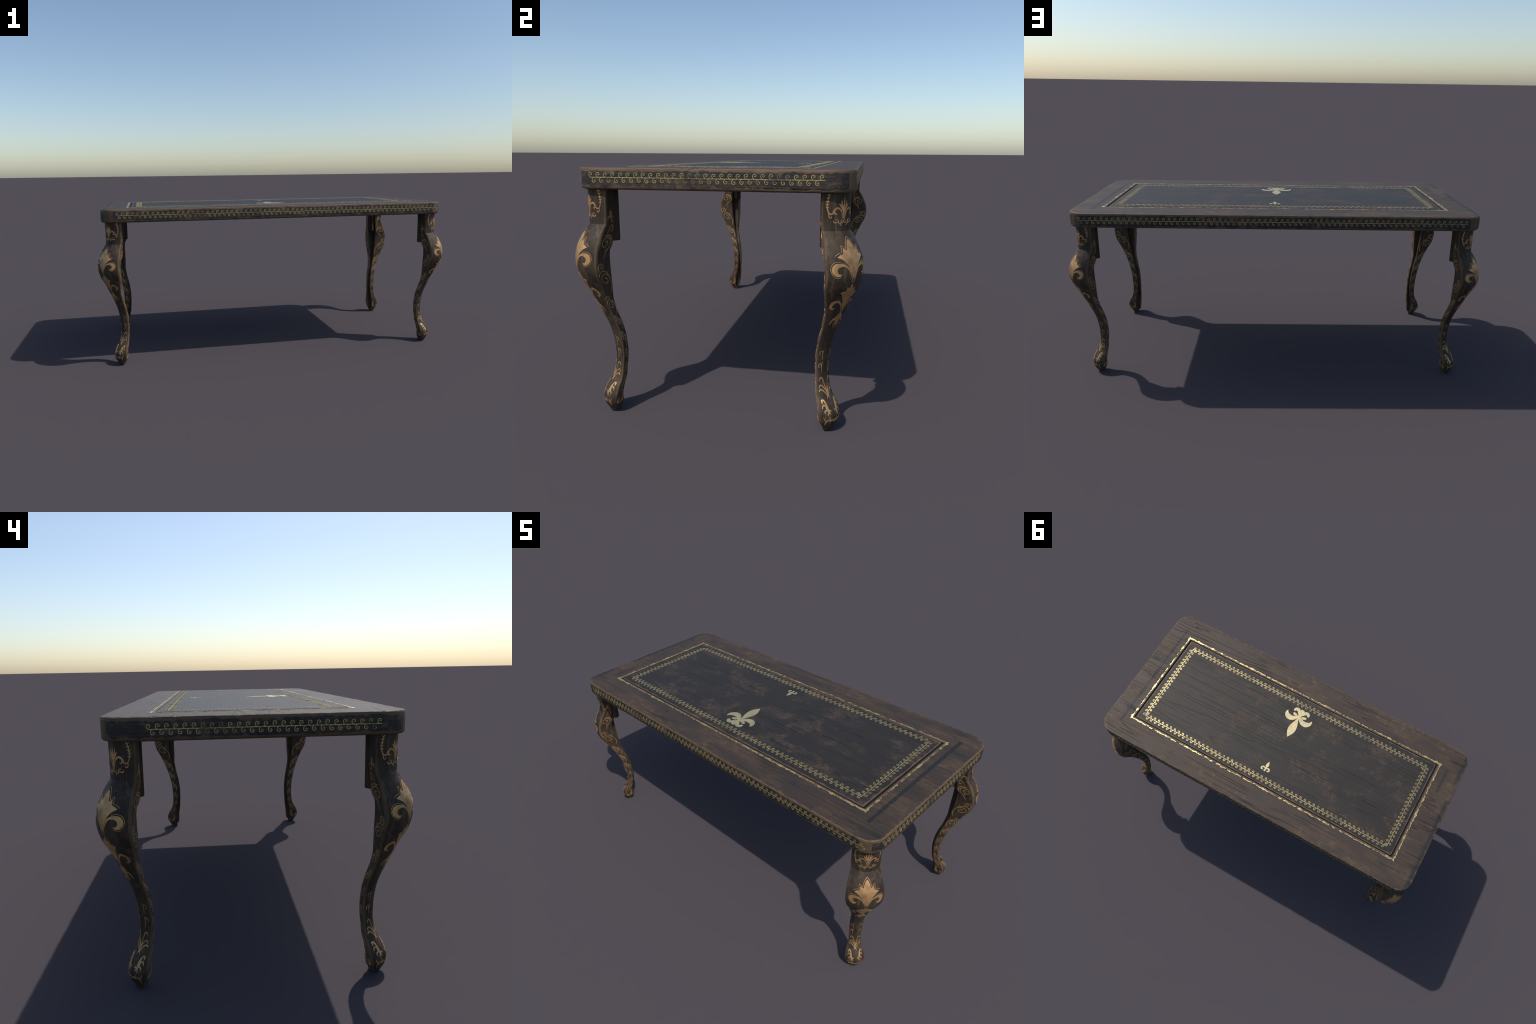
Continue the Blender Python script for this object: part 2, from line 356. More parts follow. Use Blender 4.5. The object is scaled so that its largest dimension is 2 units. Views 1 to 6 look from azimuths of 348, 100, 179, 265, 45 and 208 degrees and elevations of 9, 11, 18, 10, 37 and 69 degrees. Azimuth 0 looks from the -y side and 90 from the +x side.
# ------------------------------------------------------------------ gilding builder
class Gilding:
    """flat ornament drawn in 2D (u, v) and laid on a surface with a little thickness"""
    def __init__(self, place, rise=0.0005, sink=0.0012):
        self.place, self.rise, self.sink = place, rise, sink
        self.verts, self.faces, self.k = [], [], 0
    def _lift(self):
        self.k += 1
        return self.rise + 0.00004*(self.k*7 % 13)
    def ribbon(self, path, step=None):
        """path of (u, v, width)"""
        h = self._lift()
        n = len(path)
        wmax = max(p[2] for p in path)
        m = max(2, int(math.ceil(wmax/0.0045))+1)
        base = len(self.verts)
        for i, (u, v, w) in enumerate(path):
            a, b = path[max(0, i-1)], path[min(n-1, i+1)]
            tx, ty = b[0]-a[0], b[1]-a[1]
            l = math.hypot(tx, ty) or 1.0
            nx, ny = -ty/l, tx/l
            for j in range(-1, m+1):
                f = (min(max(j, 0), m-1)/(m-1)-0.5)*w
                self.verts.append(self.place(u+nx*f, v+ny*f, h if 0 <= j < m else -self.sink))
        c = m+2
        for i in range(n-1):
            for j in range(c-1):
                p = base+i*c+j
                self.faces.append((p, p+c, p+c+1, p+1))
        self.faces.append(tuple(base+j for j in range(c)))
        self.faces.append(tuple(base+(n-1)*c+j for j in reversed(range(c))))
    def polygon(self, pts, cell=0.005):
        h = self._lift()
        bm = bmesh.new()
        bm.faces.new([bm.verts.new((p[0], p[1], 0)) for p in pts])
        lo = [min(p[i] for p in pts) for i in (0, 1)]; hi = [max(p[i] for p in pts) for i in (0, 1)]
        bmesh.ops.triangulate(bm, faces=bm.faces[:])
        for i in (0, 1):
            c = lo[i]+cell
            while c < hi[i]:
                co = [0, 0, 0]; no = [0, 0, 0]; co[i] = c; no[i] = 1
                bmesh.ops.bisect_plane(bm, geom=bm.verts[:]+bm.edges[:]+bm.faces[:], plane_co=co, plane_no=no)
                c += cell
        bmesh.ops.remove_doubles(bm, verts=bm.verts, dist=1e-6)
        bm.normal_update()
        base = len(self.verts)
        bm.verts.index_update()
        for v in bm.verts: self.verts.append(self.place(v.co.x, v.co.y, h))
        low = {}
        for f in bm.faces:
            self.faces.append(tuple(base+v.index for v in f.verts))
        for e in bm.edges:
            if len(e.link_faces) == 1:
                for v in e.verts:
                    if v.index not in low:
                        low[v.index] = len(self.verts)
                        self.verts.append(self.place(v.co.x, v.co.y, -self.sink))
                a, b = e.verts
                self.faces.append((base+a.index, base+b.index, low[b.index], low[a.index]))
        bm.free()
    def mesh(self, name):
        me = mesh_from(name, self.verts, self.faces)
        bm = bmesh.new(); bm.from_mesh(me)
        bmesh.ops.recalc_face_normals(bm, faces=bm.faces)
        bm.to_mesh(me); bm.free()
        return me

def strokes(pts, w0, w1=None, per=6):
    """smooth stroke through (u, v) points; width swells in the middle"""
    p = catmull(pts, per)
    n = len(p)
    w1 = w0*0.35 if w1 is None else w1
    return [(u, v, w1+(w0-w1)*math.sin(math.pi*min(1, max(0, i/(n-1)))*0.86+0.22)) for i, (u, v) in enumerate(p)]

CURL = [(-0.06, 0.00), (0.16, 0.10), (0.36, 0.36), (0.40, 0.66), (0.24, 0.93), (-0.04, 1.0), (-0.27, 0.86),
        (-0.31, 0.62), (-0.16, 0.48), (0.00, 0.56), (0.02, 0.68)]

def scroll_border(g, length, pitch, h, v0=0.0, flip=1, lw=0.0026, cw=0.0026, phase=0.25, start_lower=0.5):
    """straight stem with hooked curls alternating above and below; u runs 0..length"""
    m = int(length/0.02)
    g.ribbon([(length*i/m, v0, lw) for i in range(m+1)])
    cnt = int(length/pitch)
    for i in range(cnt+1):
        for side, off in ((1, phase), (-1, phase+start_lower)):
            u = (i+off)*pitch
            if u > length: continue
            j = random.uniform(0.94, 1.06)
            pts = [(u+flip*a*h*0.98, v0+side*b*h*j) for a, b in CURL]
            g.ribbon([(p[0], p[1], cw*(1.0 if k < 30 else 0.85)) for k, p in enumerate(catmull(pts, 4))])

# --- scroll border round the panel
ztop = ZP
g = Gilding(lambda u, v, h: (u, v, ztop+h), 0.0005, 0.0003)
BX, BY0, BY1 = 0.7745, -0.2515, 0.2625
def along(x0, y0, dx, dy, nx, ny):
    return lambda u, v, h: (x0+dx*u+nx*v, y0+dy*u+ny*v, ztop+h)
for place, ln, pit in ((along(BX, BY0, -1, 0, 0, -1), 2*BX, 0.0274), (along(BX, BY1, -1, 0, 0, -1), 2*BX, 0.0274),
                       (along(BX, BY1, 0, -1, 1, 0), BY1-BY0, 0.0245), (along(-BX, BY1, 0, -1, 1, 0), BY1-BY0, 0.0245)):
    g.place = place
    scroll_border(g, ln, pit, 0.0152, flip=1, lw=0.0023, cw=0.0020)
border = new_object('scroll_border', g.mesh('scroll_border'), tabletop, [M_GILT_TOP])

# --- fleur-de-lis emblems
def fleur(cx, cy, s, direction):
    """s = half width; direction +1 points to +y"""
    g = Gilding(lambda u, v, h: (cx+u*s*direction, cy+v*s*direction, ztop+h), 0.0007/1, 0.0003)
    leaf = [(0.0, 1.82), (0.10, 1.66), (0.22, 1.42), (0.27, 1.18), (0.245, 0.92), (0.17, 0.66), (0.09, 0.42), (0.045, 0.2), (0.03, 0.02)]
    leaf = catmull(leaf, 4)
    g.polygon(leaf + [(-u, v) for u, v in reversed(leaf[1:])], 0.12)
    for m in (1, -1):
        lobe = catmull([(0.03, -0.02, 0.07), (0.11, 0.13, 0.17), (0.25, 0.31, 0.27), (0.45, 0.42, 0.35), (0.67, 0.41, 0.38),
                        (0.85, 0.29, 0.28), (0.93, 0.12, 0.14), (0.91, 0.0, 0.03)], 6)
        g.ribbon([(m*u, v, w) for u, v, w in lobe])
        hook = catmull([(0.03, 0.0, 0.12), (0.13, -0.16, 0.20), (0.25, -0.32, 0.23), (0.40, -0.37, 0.23), (0.51, -0.27, 0.19), (0.50, -0.16, 0.12)], 6)
        g.ribbon([(m*u, v, w) for u, v, w in hook])
        nub = catmull([(0.20, 0.08, 0.16), (0.32, 0.06, 0.19), (0.42, 0.02, 0.18), (0.47, -0.04, 0.08)], 5)
        g.ribbon([(m*u, v, w) for u, v, w in nub])
    g.ribbon([(0, 0.04, 0.06), (0, -0.08, 0.13), (0, -0.26, 0.21), (0, -0.42, 0.27), (0, -0.475, 0.20)])
    return g
def unit(g, s): return g
big = fleur(-0.0045, -0.1815, 0.0840, 1)
new_object('fleur_emblem', big.mesh('fleur_emblem'), tabletop, [M_GILT_EMBLEM])
small = Gilding(lambda u, v, h: (0.0050-u*0.0265, 0.2010-v*0.0265, ztop+h), 0.0006, 0.0003)
leaf = catmull([(0.0, 1.78), (0.12, 1.5), (0.30, 1.0), (0.32, 0.72), (0.2, 0.35), (0.12, 0.05)], 4)
small.polygon(leaf + [(-u, v) for u, v in reversed(leaf[1:])], 0.3)
for m in (1, -1):
    small.ribbon([(m*u, v, w) for u, v, w in catmull([(0.05, -0.02, 0.1), (0.25, 0.12, 0.22), (0.52, 0.22, 0.30), (0.82, 0.08, 0.32), (0.86, -0.26, 0.32), (0.62, -0.42, 0.26), (0.48, -0.28, 0.1)], 5)])
small.ribbon(catmull([(0, 0.15, 0.26), (0, -0.15, 0.30), (0, -0.40, 0.40), (0, -0.58, 0.34), (0, -0.64, 0.16)], 4))
new_object('fleur_emblem', small.mesh('fleur_emblem'), tabletop, [M_GILT_EMBLEM])

# --- ragged gold line round the recess
def ragged_line():
    g = Gilding(None, 0.0005, 0.0004)
    X, Y = 0.8365, 0.3115
    runs = [((X, -Y), (-X, -Y), (0, -1), 1), ((-X, -Y), (-X, Y), (-1, 0), 2), ((-X, Y), (X, Y), (0, 1), 3), ((X, Y), (X, -Y), (1, 0), 4)]
    for (x0, y0), (x1, y1), (nx, ny), sd in runs:
        ln = math.hypot(x1-x0, y1-y0)
        dx, dy = (x1-x0)/ln, (y1-y0)/ln
        g.place = lambda u, v, h, a=(x0, y0, dx, dy, nx, ny): (a[0]+a[2]*u+a[4]*v, a[1]+a[3]*u+a[5]*v, ZT+h)
        step = 0.0022
        m = int((ln+0.008)/step)
        run = []
        for i in range(m+1):
            u = -0.004+i*step
            body = 0.5+0.5*noise.noise(Vector((u*9, sd*7.3, 0)))
            jag = noise.noise(Vector((u*90, sd*3.1, 1)))+0.6*noise.noise(Vector((u*260, sd*5.1, 4)))
            lump = max(0, noise.noise(Vector((u*40, sd*4.7, 6))))
            w = 0.0018+0.0052*max(0, body-0.28)+0.0120*lump+0.0058*jag
            near = min(u, ln-u)
            if near < 0.03: w += 0.005*(1-near/0.03)
            off = 0.0045*noise.noise(Vector((u*75, sd*2.2, 8)))+0.0010*random.uniform(-1, 1)
            if w < 0.0009:
                if len(run) > 2: g.ribbon(run)
                run = []
            else:
                run.append((u, off, w))
        if len(run) > 2: g.ribbon(run)
        # flakes spattered on the panel rim along the first long side
        if sd == 1:
            for i in range(46):
                u = random.uniform(0.02, ln-0.02)
                if noise.noise(Vector((u*5, 2, 2))) < -0.05: continue
                c = -0.0190+random.uniform(-0.0015, 0.0015); r = random.uniform(0.0012, 0.0036)
                g.polygon([(u+r*random.uniform(0.6, 1.2)*1.5*math.cos(a), c+r*random.uniform(0.5, 1.1)*math.sin(a)) for a in [k*math.pi/4 for k in range(8)]])
    return g.mesh('gold_line')
new_object('gold_line', ragged_line(), tabletop, [M_GILT_TOP])

# --- scroll borders on the four flanks (u runs to the viewer's right, v up)
for sx, sy, ax, u0, u1, zc, pit in ((1, 0, 'y', -0.383, 0.356, 0.8195, 0.02515), (-1, 0, 'y', -0.306, 0.357, 0.8155, 0.02515),
                                    (0, 1, 'x', -0.912, 0.897, 0.8175, 0.02610), (0, -1, 'x', -0.886, 0.928, 0.8185, 0.02610)):
    def pl(u, v, h, sx=sx, sy=sy, c=zc, a=u0):
        t = a+u                                  # along the edge, to the viewer's right
        half, flat = (B, A) if sx else (A, B)
        lim = half-R
        if abs(t) > lim:                         # wrap round the corner arc
            k = (abs(t)-lim)/R
            along_, out = math.copysign(lim+(R+h)*math.sin(k), t), flat-R+(R+h)*math.cos(k)
        else:
            along_, out = t, flat+h
        return (sx*out, sx*along_, c+v) if sx else (-sy*along_, sy*out, c+v)
    g = Gilding(pl, 0.0006, 0.0008)
    scroll_border(g, u1-u0, pit, 0.0148, flip=-1, lw=0.0024, cw=0.0020, phase=0.05, start_lower=0.45)
    new_object('scroll_border', g.mesh('scroll_border'), tabletop, [M_GILT_SIDE])

# ------------------------------------------------------------------ cabriole leg
# local frame: origin under the slab corner, (p, q) = distance inward from the two slab edges
ZC = 0.668    # crease where the square post meets the knee
KNEE = [(.0155, -.0446, .0494), (.020, -.0415, .0545), (.024, -.0386, .0585), (.030, -.0350, .0635), (.042, -.0308, .0700), (.06, -.0294, .0712),
        (.09, -.0392, .0640), (.12, -.0568, .0522), (.16, -.0673, .0445), (.20, -.0696, .0450), (.25, -.0667, .0465),
        (.30, -.0582, .0483), (.35, -.0432, .0518), (.40, -.0235, .0625), (.45, -.0010, .0848), (.50, .0245, .1105),
        (.54, .0323, .1177), (.565, .0306, .1168), (.58, .0285, .1170), (.592, .0250, .1195), (.605, .0200, .1185), (.62, .0135, .1135), (.64, .0037, .1046), (.655, -.0055, .0962), (ZC, -.0138, .0885)]
POST = [(ZC, -.0138, .0885), (.68, -.0142, .0885), (.72, -.0144, .0885), (.79, -.0137, .0895)]
# z, roundness of the front corner, slant of the side faces, where the inner notch starts
SHAPE = [(.0, .85, .30, .66), (.0155, .85, .28, .66), (.03, .86, .165, .66), (.045, .87, .11, .66), (.07, .88, .05, .66), (.20, .95, .08, .70),
         (.54, .92, .032, .73), (.565, .91, .035, .71), (.58, .90, .048, .69), (.592, .89, .084, .67), (.605, .88, .106, .65), (.62, .87, .112, .64),
         (.64, .85, .100, .62), (.655, .84, .08, .61), (ZC, .83, .052, .60), (.70, .82, .035, .60), (.79, .77, .03, .58)]
def column(t, j): return [r[j] for r in t]
def leg_params(z):
    T = KNEE if z < ZC else POST
    return (pchip(column(T, 0), column(T, 1), z), pchip(column(T, 0), column(T, 2), z)) + tuple(pchip(column(SHAPE, 0), column(SHAPE, j), z) for j in (1, 2, 3))
_cache = {}
def section(z, m=22):
    z = round(z, 5)
    if z in _cache: return _cache[z]
    o, w, fr, k, gn = leg_params(z)
    h = w*(1-k); b = .066*w+.0012; r = fr*(h-b)
    off = lambda p: (p[0]-o, p[1]-o)
    arc = [(r-r*math.cos(t), r-r*math.sin(t)) for t in [math.pi/2*i/m for i in range(m+1)]]
    front = [(0, h-b), (0, (h-b)*0.5+r*0.5)] + arc + [((h-b)*0.5+r*0.5, 0), (h-b, 0)]
    ridge = [(.08*b, h-.62*b), (.30*b, h-.30*b), (.62*b, h-.06*b), (b, h+(w-h)*b/(gn*w))]
    e = 0.0022
    inner = [(gn*w-e, w-(w-h)*e/(gn*w)), (gn*w, w-e)]
    _cache[z] = ([off(p) for p in front], [off(p) for p in ridge], [off(p) for p in inner], off((gn*w, gn*w)))
    return _cache[z]

def path_at(P, t):
    L = [0]
    for a, b in zip(P, P[1:]): L.append(L[-1]+math.dist(a, b))
    s = max(0.0, min(1.0, t))*L[-1]
    for i in range(len(P)-1):
        if s <= L[i+1]+1e-12:
            f = (s-L[i])/max(1e-9, L[i+1]-L[i])
            return (P[i][0]+(P[i+1][0]-P[i][0])*f, P[i][1]+(P[i+1][1]-P[i][1])*f), L[-1]
    return P[-1], L[-1]

def leg_levels():
    zs = [0.0155]
    while zs[-1] < 0.05: zs.append(zs[-1]+0.003)
    while zs[-1] < 0.655: zs.append(zs[-1]+0.006)
    zs = [z for z in zs if z < ZC-0.004] + [ZC-0.004, ZC-0.0015, ZC, ZC+0.0015, ZC+0.005, .69, .71, .73, .75, .77, .7858]
    return zs

def ring(z):
    f, r, i, nc = section(z)
    mir = lambda L: [(q, p) for p, q in reversed(L)]
    # side 1 (q large) from the notch out to the ridge, across the front, back along side 2
    s1 = [nc] + [i[1], i[0]]
    sp = [(i[0][0]+(r[3][0]-i[0][0])*t, i[0][1]+(r[3][1]-i[0][1])*t) for t in (.33, .66)]
    half = s1 + sp + [r[3], r[2], r[1], r[0]]
    pts = half + f + [(q, p) for p, q in reversed(half[1:])]
    kinds = [0, 1, 0, 0, 0, 1, 1, 1, 1] + [0]*(len(f)-1) + [1, 1, 1, 1, 0, 0, 0, 1, 0]
    return pts, kinds

def build_leg():
    zs = leg_levels()
    verts, faces, mats = [], [], []
    for z in zs:
        pts, kinds = ring(z)
        for p, q in pts:
            d = 0.0004*noise.noise(Vector((p*40, q*40, z*30)))
            verts.append((-(p+d), -(q+d), z))
    n = len(pts)
    for k in range(len(zs)-1):
        for i in range(n):
            j = (i+1) % n
            faces.append((k*n+i, k*n+j, (k+1)*n+j, (k+1)*n+i)); mats.append(kinds[i])
    faces.append(tuple(reversed(range(n)))); mats.append(0)
    faces.append(tuple((len(zs)-1)*n+i for i in range(n))); mats.append(0)
    me = mesh_from('leg', verts, faces)
    me.materials.append(M_LEG); me.materials.append(M_RIDGE)
    me.polygons.foreach_set('material_index', mats)
    bm = bmesh.new(); bm.from_mesh(me)
    bmesh.ops.triangulate(bm, faces=[f for f in bm.faces if len(f.verts) > 4])
    bmesh.ops.recalc_face_normals(bm, faces=bm.faces)
    bm.to_mesh(me); bm.free()
    return me

def build_block():
    """square block set diagonally in the inner notch, below the slab corner"""
    h, d0, d1, z0 = 0.0155, 0.086, 0.1400, 0.6050
    bm = bmesh.new()
    s = math.sqrt(0.5)
    for z in (z0, 0.7855):
        for d, t in ((d0, -h), (d1, -h), (d1, h), (d0, h)):
            bm.verts.new((-(d-t)*s, -(d+t)*s, z))
    bm.verts.ensure_lookup_table()
    v = bm.verts
    for f in ((3, 2, 1, 0), (4, 5, 6, 7), (0, 1, 5, 4), (1, 2, 6, 5), (2, 3, 7, 6), (3, 0, 4, 7)):
        bm.faces.new([v[i] for i in f])
    low = [e for e in bm.edges if all(abs(k.co.z-z0) < 1e-6 for k in e.verts)]
    ver = [e for e in bm.edges if abs(e.verts[0].co.z-e.verts[1].co.z) > 0.01]
    bmesh.ops.bevel(bm, geom=low+ver, offset=0.006, segments=3, profile=0.6, affect='EDGES')
    bmesh.ops.recalc_face_normals(bm, faces=bm.faces)
    me = bpy.data.meshes.new('corner_block'); bm.to_mesh(me); bm.free()
    return me

def build_pad():
    """small pad under the foot, set back from the sides"""
    def rg(z, o, w, fr, gn, rd):
        hr = rd*w
        r = fr*hr
        arc = [(r-r*math.cos(t), r-r*math.sin(t)) for t in [math.pi/2*i/8 for i in range(9)]]
        P = [(gn*w, w), (0.08*w, hr*1.03), (0.01*w, hr*0.97)] + arc + [(hr*0.97, 0.01*w), (hr*1.03, 0.08*w), (w, gn*w)]
        return [(-(p-o), -(q-o), z) for p, q in P]
    loops = [rg(0.0, -.0525, .0340, .80, .88, .74), rg(0.0012, -.0515, .0353, .80, .88, .74), rg(0.0175, -.0444, .0430, .84, .86, .80)]
    n = len(loops[0])
    verts = [v for l in loops for v in l]
    faces = [(k*n+i, k*n+(i+1) % n, (k+1)*n+(i+1) % n, (k+1)*n+i) for k in range(2) for i in range(n)]
    faces += [tuple(reversed(range(n))), tuple(2*n+i for i in range(n))]
    me = mesh_from('foot_pad', verts, faces)
    bm = bmesh.new(); bm.from_mesh(me)
    bmesh.ops.triangulate(bm, faces=[f for f in bm.faces if len(f.verts) > 4])
    bmesh.ops.recalc_face_normals(bm, faces=bm.faces)
    bm.to_mesh(me); bm.free()
    return me

# --- placing 2D ornament on the leg
def lay(fn):
    """wrap a surface function (u, z) -> (p, q, ...) with a numeric normal"""
    def place(u, z, h):
        z = max(0.0165, min(0.7835, z))
        e = 0.0015
        def P(a, b):
            p, q = fn(a, max(0.015, min(0.785, b))); return Vector((-p, -q, max(0.015, min(0.785, b))))
        c = P(u, z)
        nrm = (P(u+e, z)-P(u-e, z)).cross(P(u, z+e)-P(u, z-e))
        if nrm.length < 1e-12: nrm = Vector((1, 1, 0))
        nrm.normalize()
        axis = Vector((0.07, 0.07, z))
        if fn.front:
            if nrm.x+nrm.y < 0: nrm = -nrm
        elif (nrm.y if fn.q else nrm.x) > 0: nrm = -nrm
        return tuple(c+nrm*h)
    return place
def make_front():
    def fn(s, z):
        P = section(z)[0]
        _, L = path_at(P, 0)
        return path_at(P, 0.5+s/L)[0]
    fn.front = True
    return fn
def make_side(q):
    def fn(s, z):
        _, r, i, _ = section(z)
        a, b = r[3], i[0]
        L = math.dist(a, b)
        t = s/L
        p = (a[0]+(b[0]-a[0])*t, a[1]+(b[1]-a[1])*t)
        return p if q else (p[1], p[0])
    fn.front = False; fn.q = q
    return fn
def side_len(z):
    _, r, i, _ = section(z)
    return math.dist(r[3], i[0])

def leaf_poly(half):
    h = list(half)
    return h + [(-u, v) for u, v in reversed(h) if abs(u) > 1e-6]

def jitter_edge(pts, amp, seed):
    rnd = random.Random(seed)
    out = []
    for (a, b) in zip(pts, pts[1:]+pts[:1]):
        d = math.dist(a, b); m = max(1, int(d/0.003))
        for i in range(m):
            t = i/m
            j = amp if i else amp*0.3
            out.append((a[0]+(b[0]-a[0])*t+rnd.uniform(-j, j), a[1]+(b[1]-a[1])*t+rnd.uniform(-j, j)))
    return out

def build_front_gilding():
    g = Gilding(lay(make_front()), 0.0005, 0.0008)
    S = lambda pts, w, w1=None: [g.ribbon([(m*u, v, ww) for u, v, ww in strokes(pts, w, w1)]) for m in (1, -1)]
    R3 = lambda pts, per=6: [g.ribbon([(m*u, v, w) for u, v, w in catmull(pts, per)]) for m in (1, -1)]
    # great knee leaf with an engraved double outline
    half = [(0, .6455), (.0050, .640), (.0095, .631), (.0125, .622), (.0150, .6135), (.0190, .6170), (.0255, .6225), (.0275, .614), (.0300, .6055),
            (.0395, .6020), (.0500, .5960), (.0400, .5910), (.0300, .5845), (.0200, .5720), (.0115, .5560), (.0055, .5410), (0, .529)]
    g.polygon(jitter_edge(leaf_poly(half), .0004, 3))
    S([(0, .6530), (.0070, .6455), (.0125, .6350), (.0165, .6225), (.0178, .6185)], .0017, .0012)
    S([(.0178, .6190), (.0240, .6250), (.0300, .6275), (.0315, .6170), (.0330, .6085)], .0015, .0009)
    S([(.0330, .6085), (.0440, .6060), (.0560, .5985)], .0013, .0006)
    R3([(.0030, .516, .0010), (.0060, .532, .0022), (.0120, .5500, .0036), (.0205, .5640, .0054), (.0320, .5715, .0076), (.0450, .5725, .0110), (.0575, .5680, .0165),
        (.0625, .5570, .0175), (.0570, .5465, .0130), (.0490, .5425, .0080), (.0400, .5455, .0010)], 7)
    S([(.0330, .5775), (.0470, .5820), (.0620, .5800), (.0725, .5690), (.0740, .5560), (.0670, .5420), (.0540, .5340), (.0420, .5380)], .0013, .0007)
    # second, smaller leaf and its side scrolls
    half = [(0, .5130), (.0040, .505), (.0060, .498), (.0100, .501), (.0150, .5045), (.0150, .496), (.0170, .489), (.0230, .4885), (.0310, .4840), (.0240, .476),
            (.0150, .463), (.0080, .446), (.0035, .431), (0, .416)]
    g.polygon(jitter_edge(leaf_poly(half), .0005, 5))
    R3([(.0030, .414, .0010), (.0080, .433, .0030), (.0165, .448, .0055), (.0290, .4540, .0080), (.0400, .4460, .0095), (.0410, .4330, .0080), (.0330, .4260, .0040), (.0290, .4300, .0008)], 6)
    # ragged bud below it
    half = [(0, .4180), (.0045, .4060), (.0085, .4090), (.0080, .4010), (.0140, .4010), (.0100, .3930), (.0150, .3870), (.0080, .3830), (.0060, .3740), (.0022, .3680), (0, .3530)]
    g.polygon(jitter_edge(leaf_poly(half), .0006, 8))
    R3([(.0060, .3930, .0040), (.0130, .3900, .0050), (.0190, .3820, .0050), (.0215, .3700, .0030), (.0190, .3660, .0008)], 5)
    R3([(.0040, .3800, .0030), (.0085, .3700, .0032), (.0085, .3590, .0010)], 5)
    # ankle hooks
    for z0, k in ((.257, 1.0), (.212, .92)):
        R3([(.0130, z0-.019, .0008), (.0145, z0-.004, .0020), (.0135, z0+.011, .0024), (.0105, z0+.0175, .0010)], 5)
        R3([(.0142, z0+.004, .0018), (.0180, z0+.0125, .0024), (.0225, z0+.0095, .0024), (.0232, z0+.001, .0020), (.0200, z0-.002, .0012)], 5)
    # palm spray on the lower shin
    for pts in ([(-.0060, .1080, .0012), (.0000, .1250, .0028), (.0040, .1450, .0026), (.0090, .1660, .0030), (.0145, .1765, .0032), (.0200, .1720, .0026), (.0205, .1640, .0010)],
                [(-.0010, .1200, .0014), (.0060, .1370, .0026), (.0130, .1480, .0030), (.0195, .1510, .0034), (.0235, .1450, .0022), (.0220, .1400, .0008)],
                [(.0000, .1140, .0014), (.0080, .1270, .0028), (.0150, .1350, .0032), (.0220, .1370, .0036), (.0270, .1310, .0022)]):
        R3(pts, 5)
    # flame-like leaves on the foot
    R3([(.0100, .0640, .0008), (.0160, .0740, .0060), (.0190, .0850, .0085), (.0190, .0960, .0060), (.0220, .1060, .0048), (.0280, .1050, .0042), (.0300, .0970, .0022)], 6)
    R3([(.0190, .0880, .0040), (.0260, .0935, .0040), (.0320, .0900, .0036), (.0345, .0830, .0016)], 5)
    R3([(.0170, .0790, .0040), (.0240, .0790, .0042), (.0300, .0740, .0034), (.0290, .0680, .0012)], 5)
    R3([(.0150, .0740, .0040), (.0100, .0780, .0034), (.0070, .0740, .0012)], 5)
    R3([(.0180, .0720, .0040), (.0200, .0650, .0030), (.0170, .0600, .0010)], 5)
    # garland along the toe
    R3([(.0000, .0400, .0022), (.0070, .0480, .0030), (.0130, .0420, .0032), (.0200, .0480, .0030), (.0260, .0420, .0034), (.0330, .0500, .0026), (.0360, .0580, .0010)], 5)
    R3([(.0260, .0420, .0034), (.0300, .0330, .0036), (.0270, .0260, .0026)], 5)
    R3([(.0130, .0420, .0026), (.0140, .0520, .0026), (.0110, .0570, .0010)], 5)
    # fleur on the post
    for pts in ([(0, .7060, .0014), (0, .7200, .0050), (0, .7350, .0060), (0, .7500, .0046), (0, .7680, .0006)],):
        g.ribbon(catmull(pts, 5))
    R3([(.0016, .7280, .0020), (.0060, .7420, .0054), (.0090, .7540, .0038), (.0092, .7620, .0006)], 5)
    R3([(.0016, .7250, .0020), (.0080, .7380, .0052), (.0150, .7480, .0040), (.0185, .7500, .0006)], 5)
    R3([(.0030, .7000, .0008), (.0060, .7180, .0024), (.0120, .7310, .0046), (.0220, .7370, .0060), (.0310, .7320, .0064), (.0325, .7240, .0052), (.0270, .7190, .0034), (.0235, .7215, .0008)], 6)
    R3([(.0000, .7020, .0016), (.0040, .6930, .0026), (.0090, .6950, .0024), (.0100, .7000, .0014), (.0065, .7010, .0010)], 5)
    R3([(.0080, .6935, .0020), (.0150, .6900, .0028), (.0200, .6960, .0028), (.0270, .6930, .0030), (.0330, .6950, .0030), (.0350, .7000, .0010)], 5)
    R3([(.0180, .6950, .0020), (.0200, .7020, .0022), (.0260, .7030, .0018), (.0280, .6990, .0008)], 5)
    R3([(.0120, .6920, .0016), (.0110, .6860, .0018), (.0060, .6850, .0008)], 5)
    # twig climbing beside it
    R3([(.0470, .7830, .0008), (.0500, .7700, .0020), (.0530, .7560, .0030), (.0540, .7420, .0034), (.0520, .7300, .0034), (.0470, .7210, .0036), (.0400, .7190, .0042), (.0360, .7230, .0034), (.0370, .7310, .0008)], 6)
    R3([(.0480, .7210, .0030), (.0480, .7130, .0024), (.0440, .7070, .0024), (.0400, .7100, .0020), (.0410, .7140, .0008)], 5)
    for k, (u, z) in enumerate(((.0495, .772), (.0515, .763), (.0530, .752), (.0540, .743), (.0530, .734))):
        for sg in (1, -1):
            R3([(u, z, .0018), (u+sg*.0030, z+.0050, .0022), (u+sg*.0062, z+.0062, .0006)], 4)
    return g.mesh('leaf_gilding')

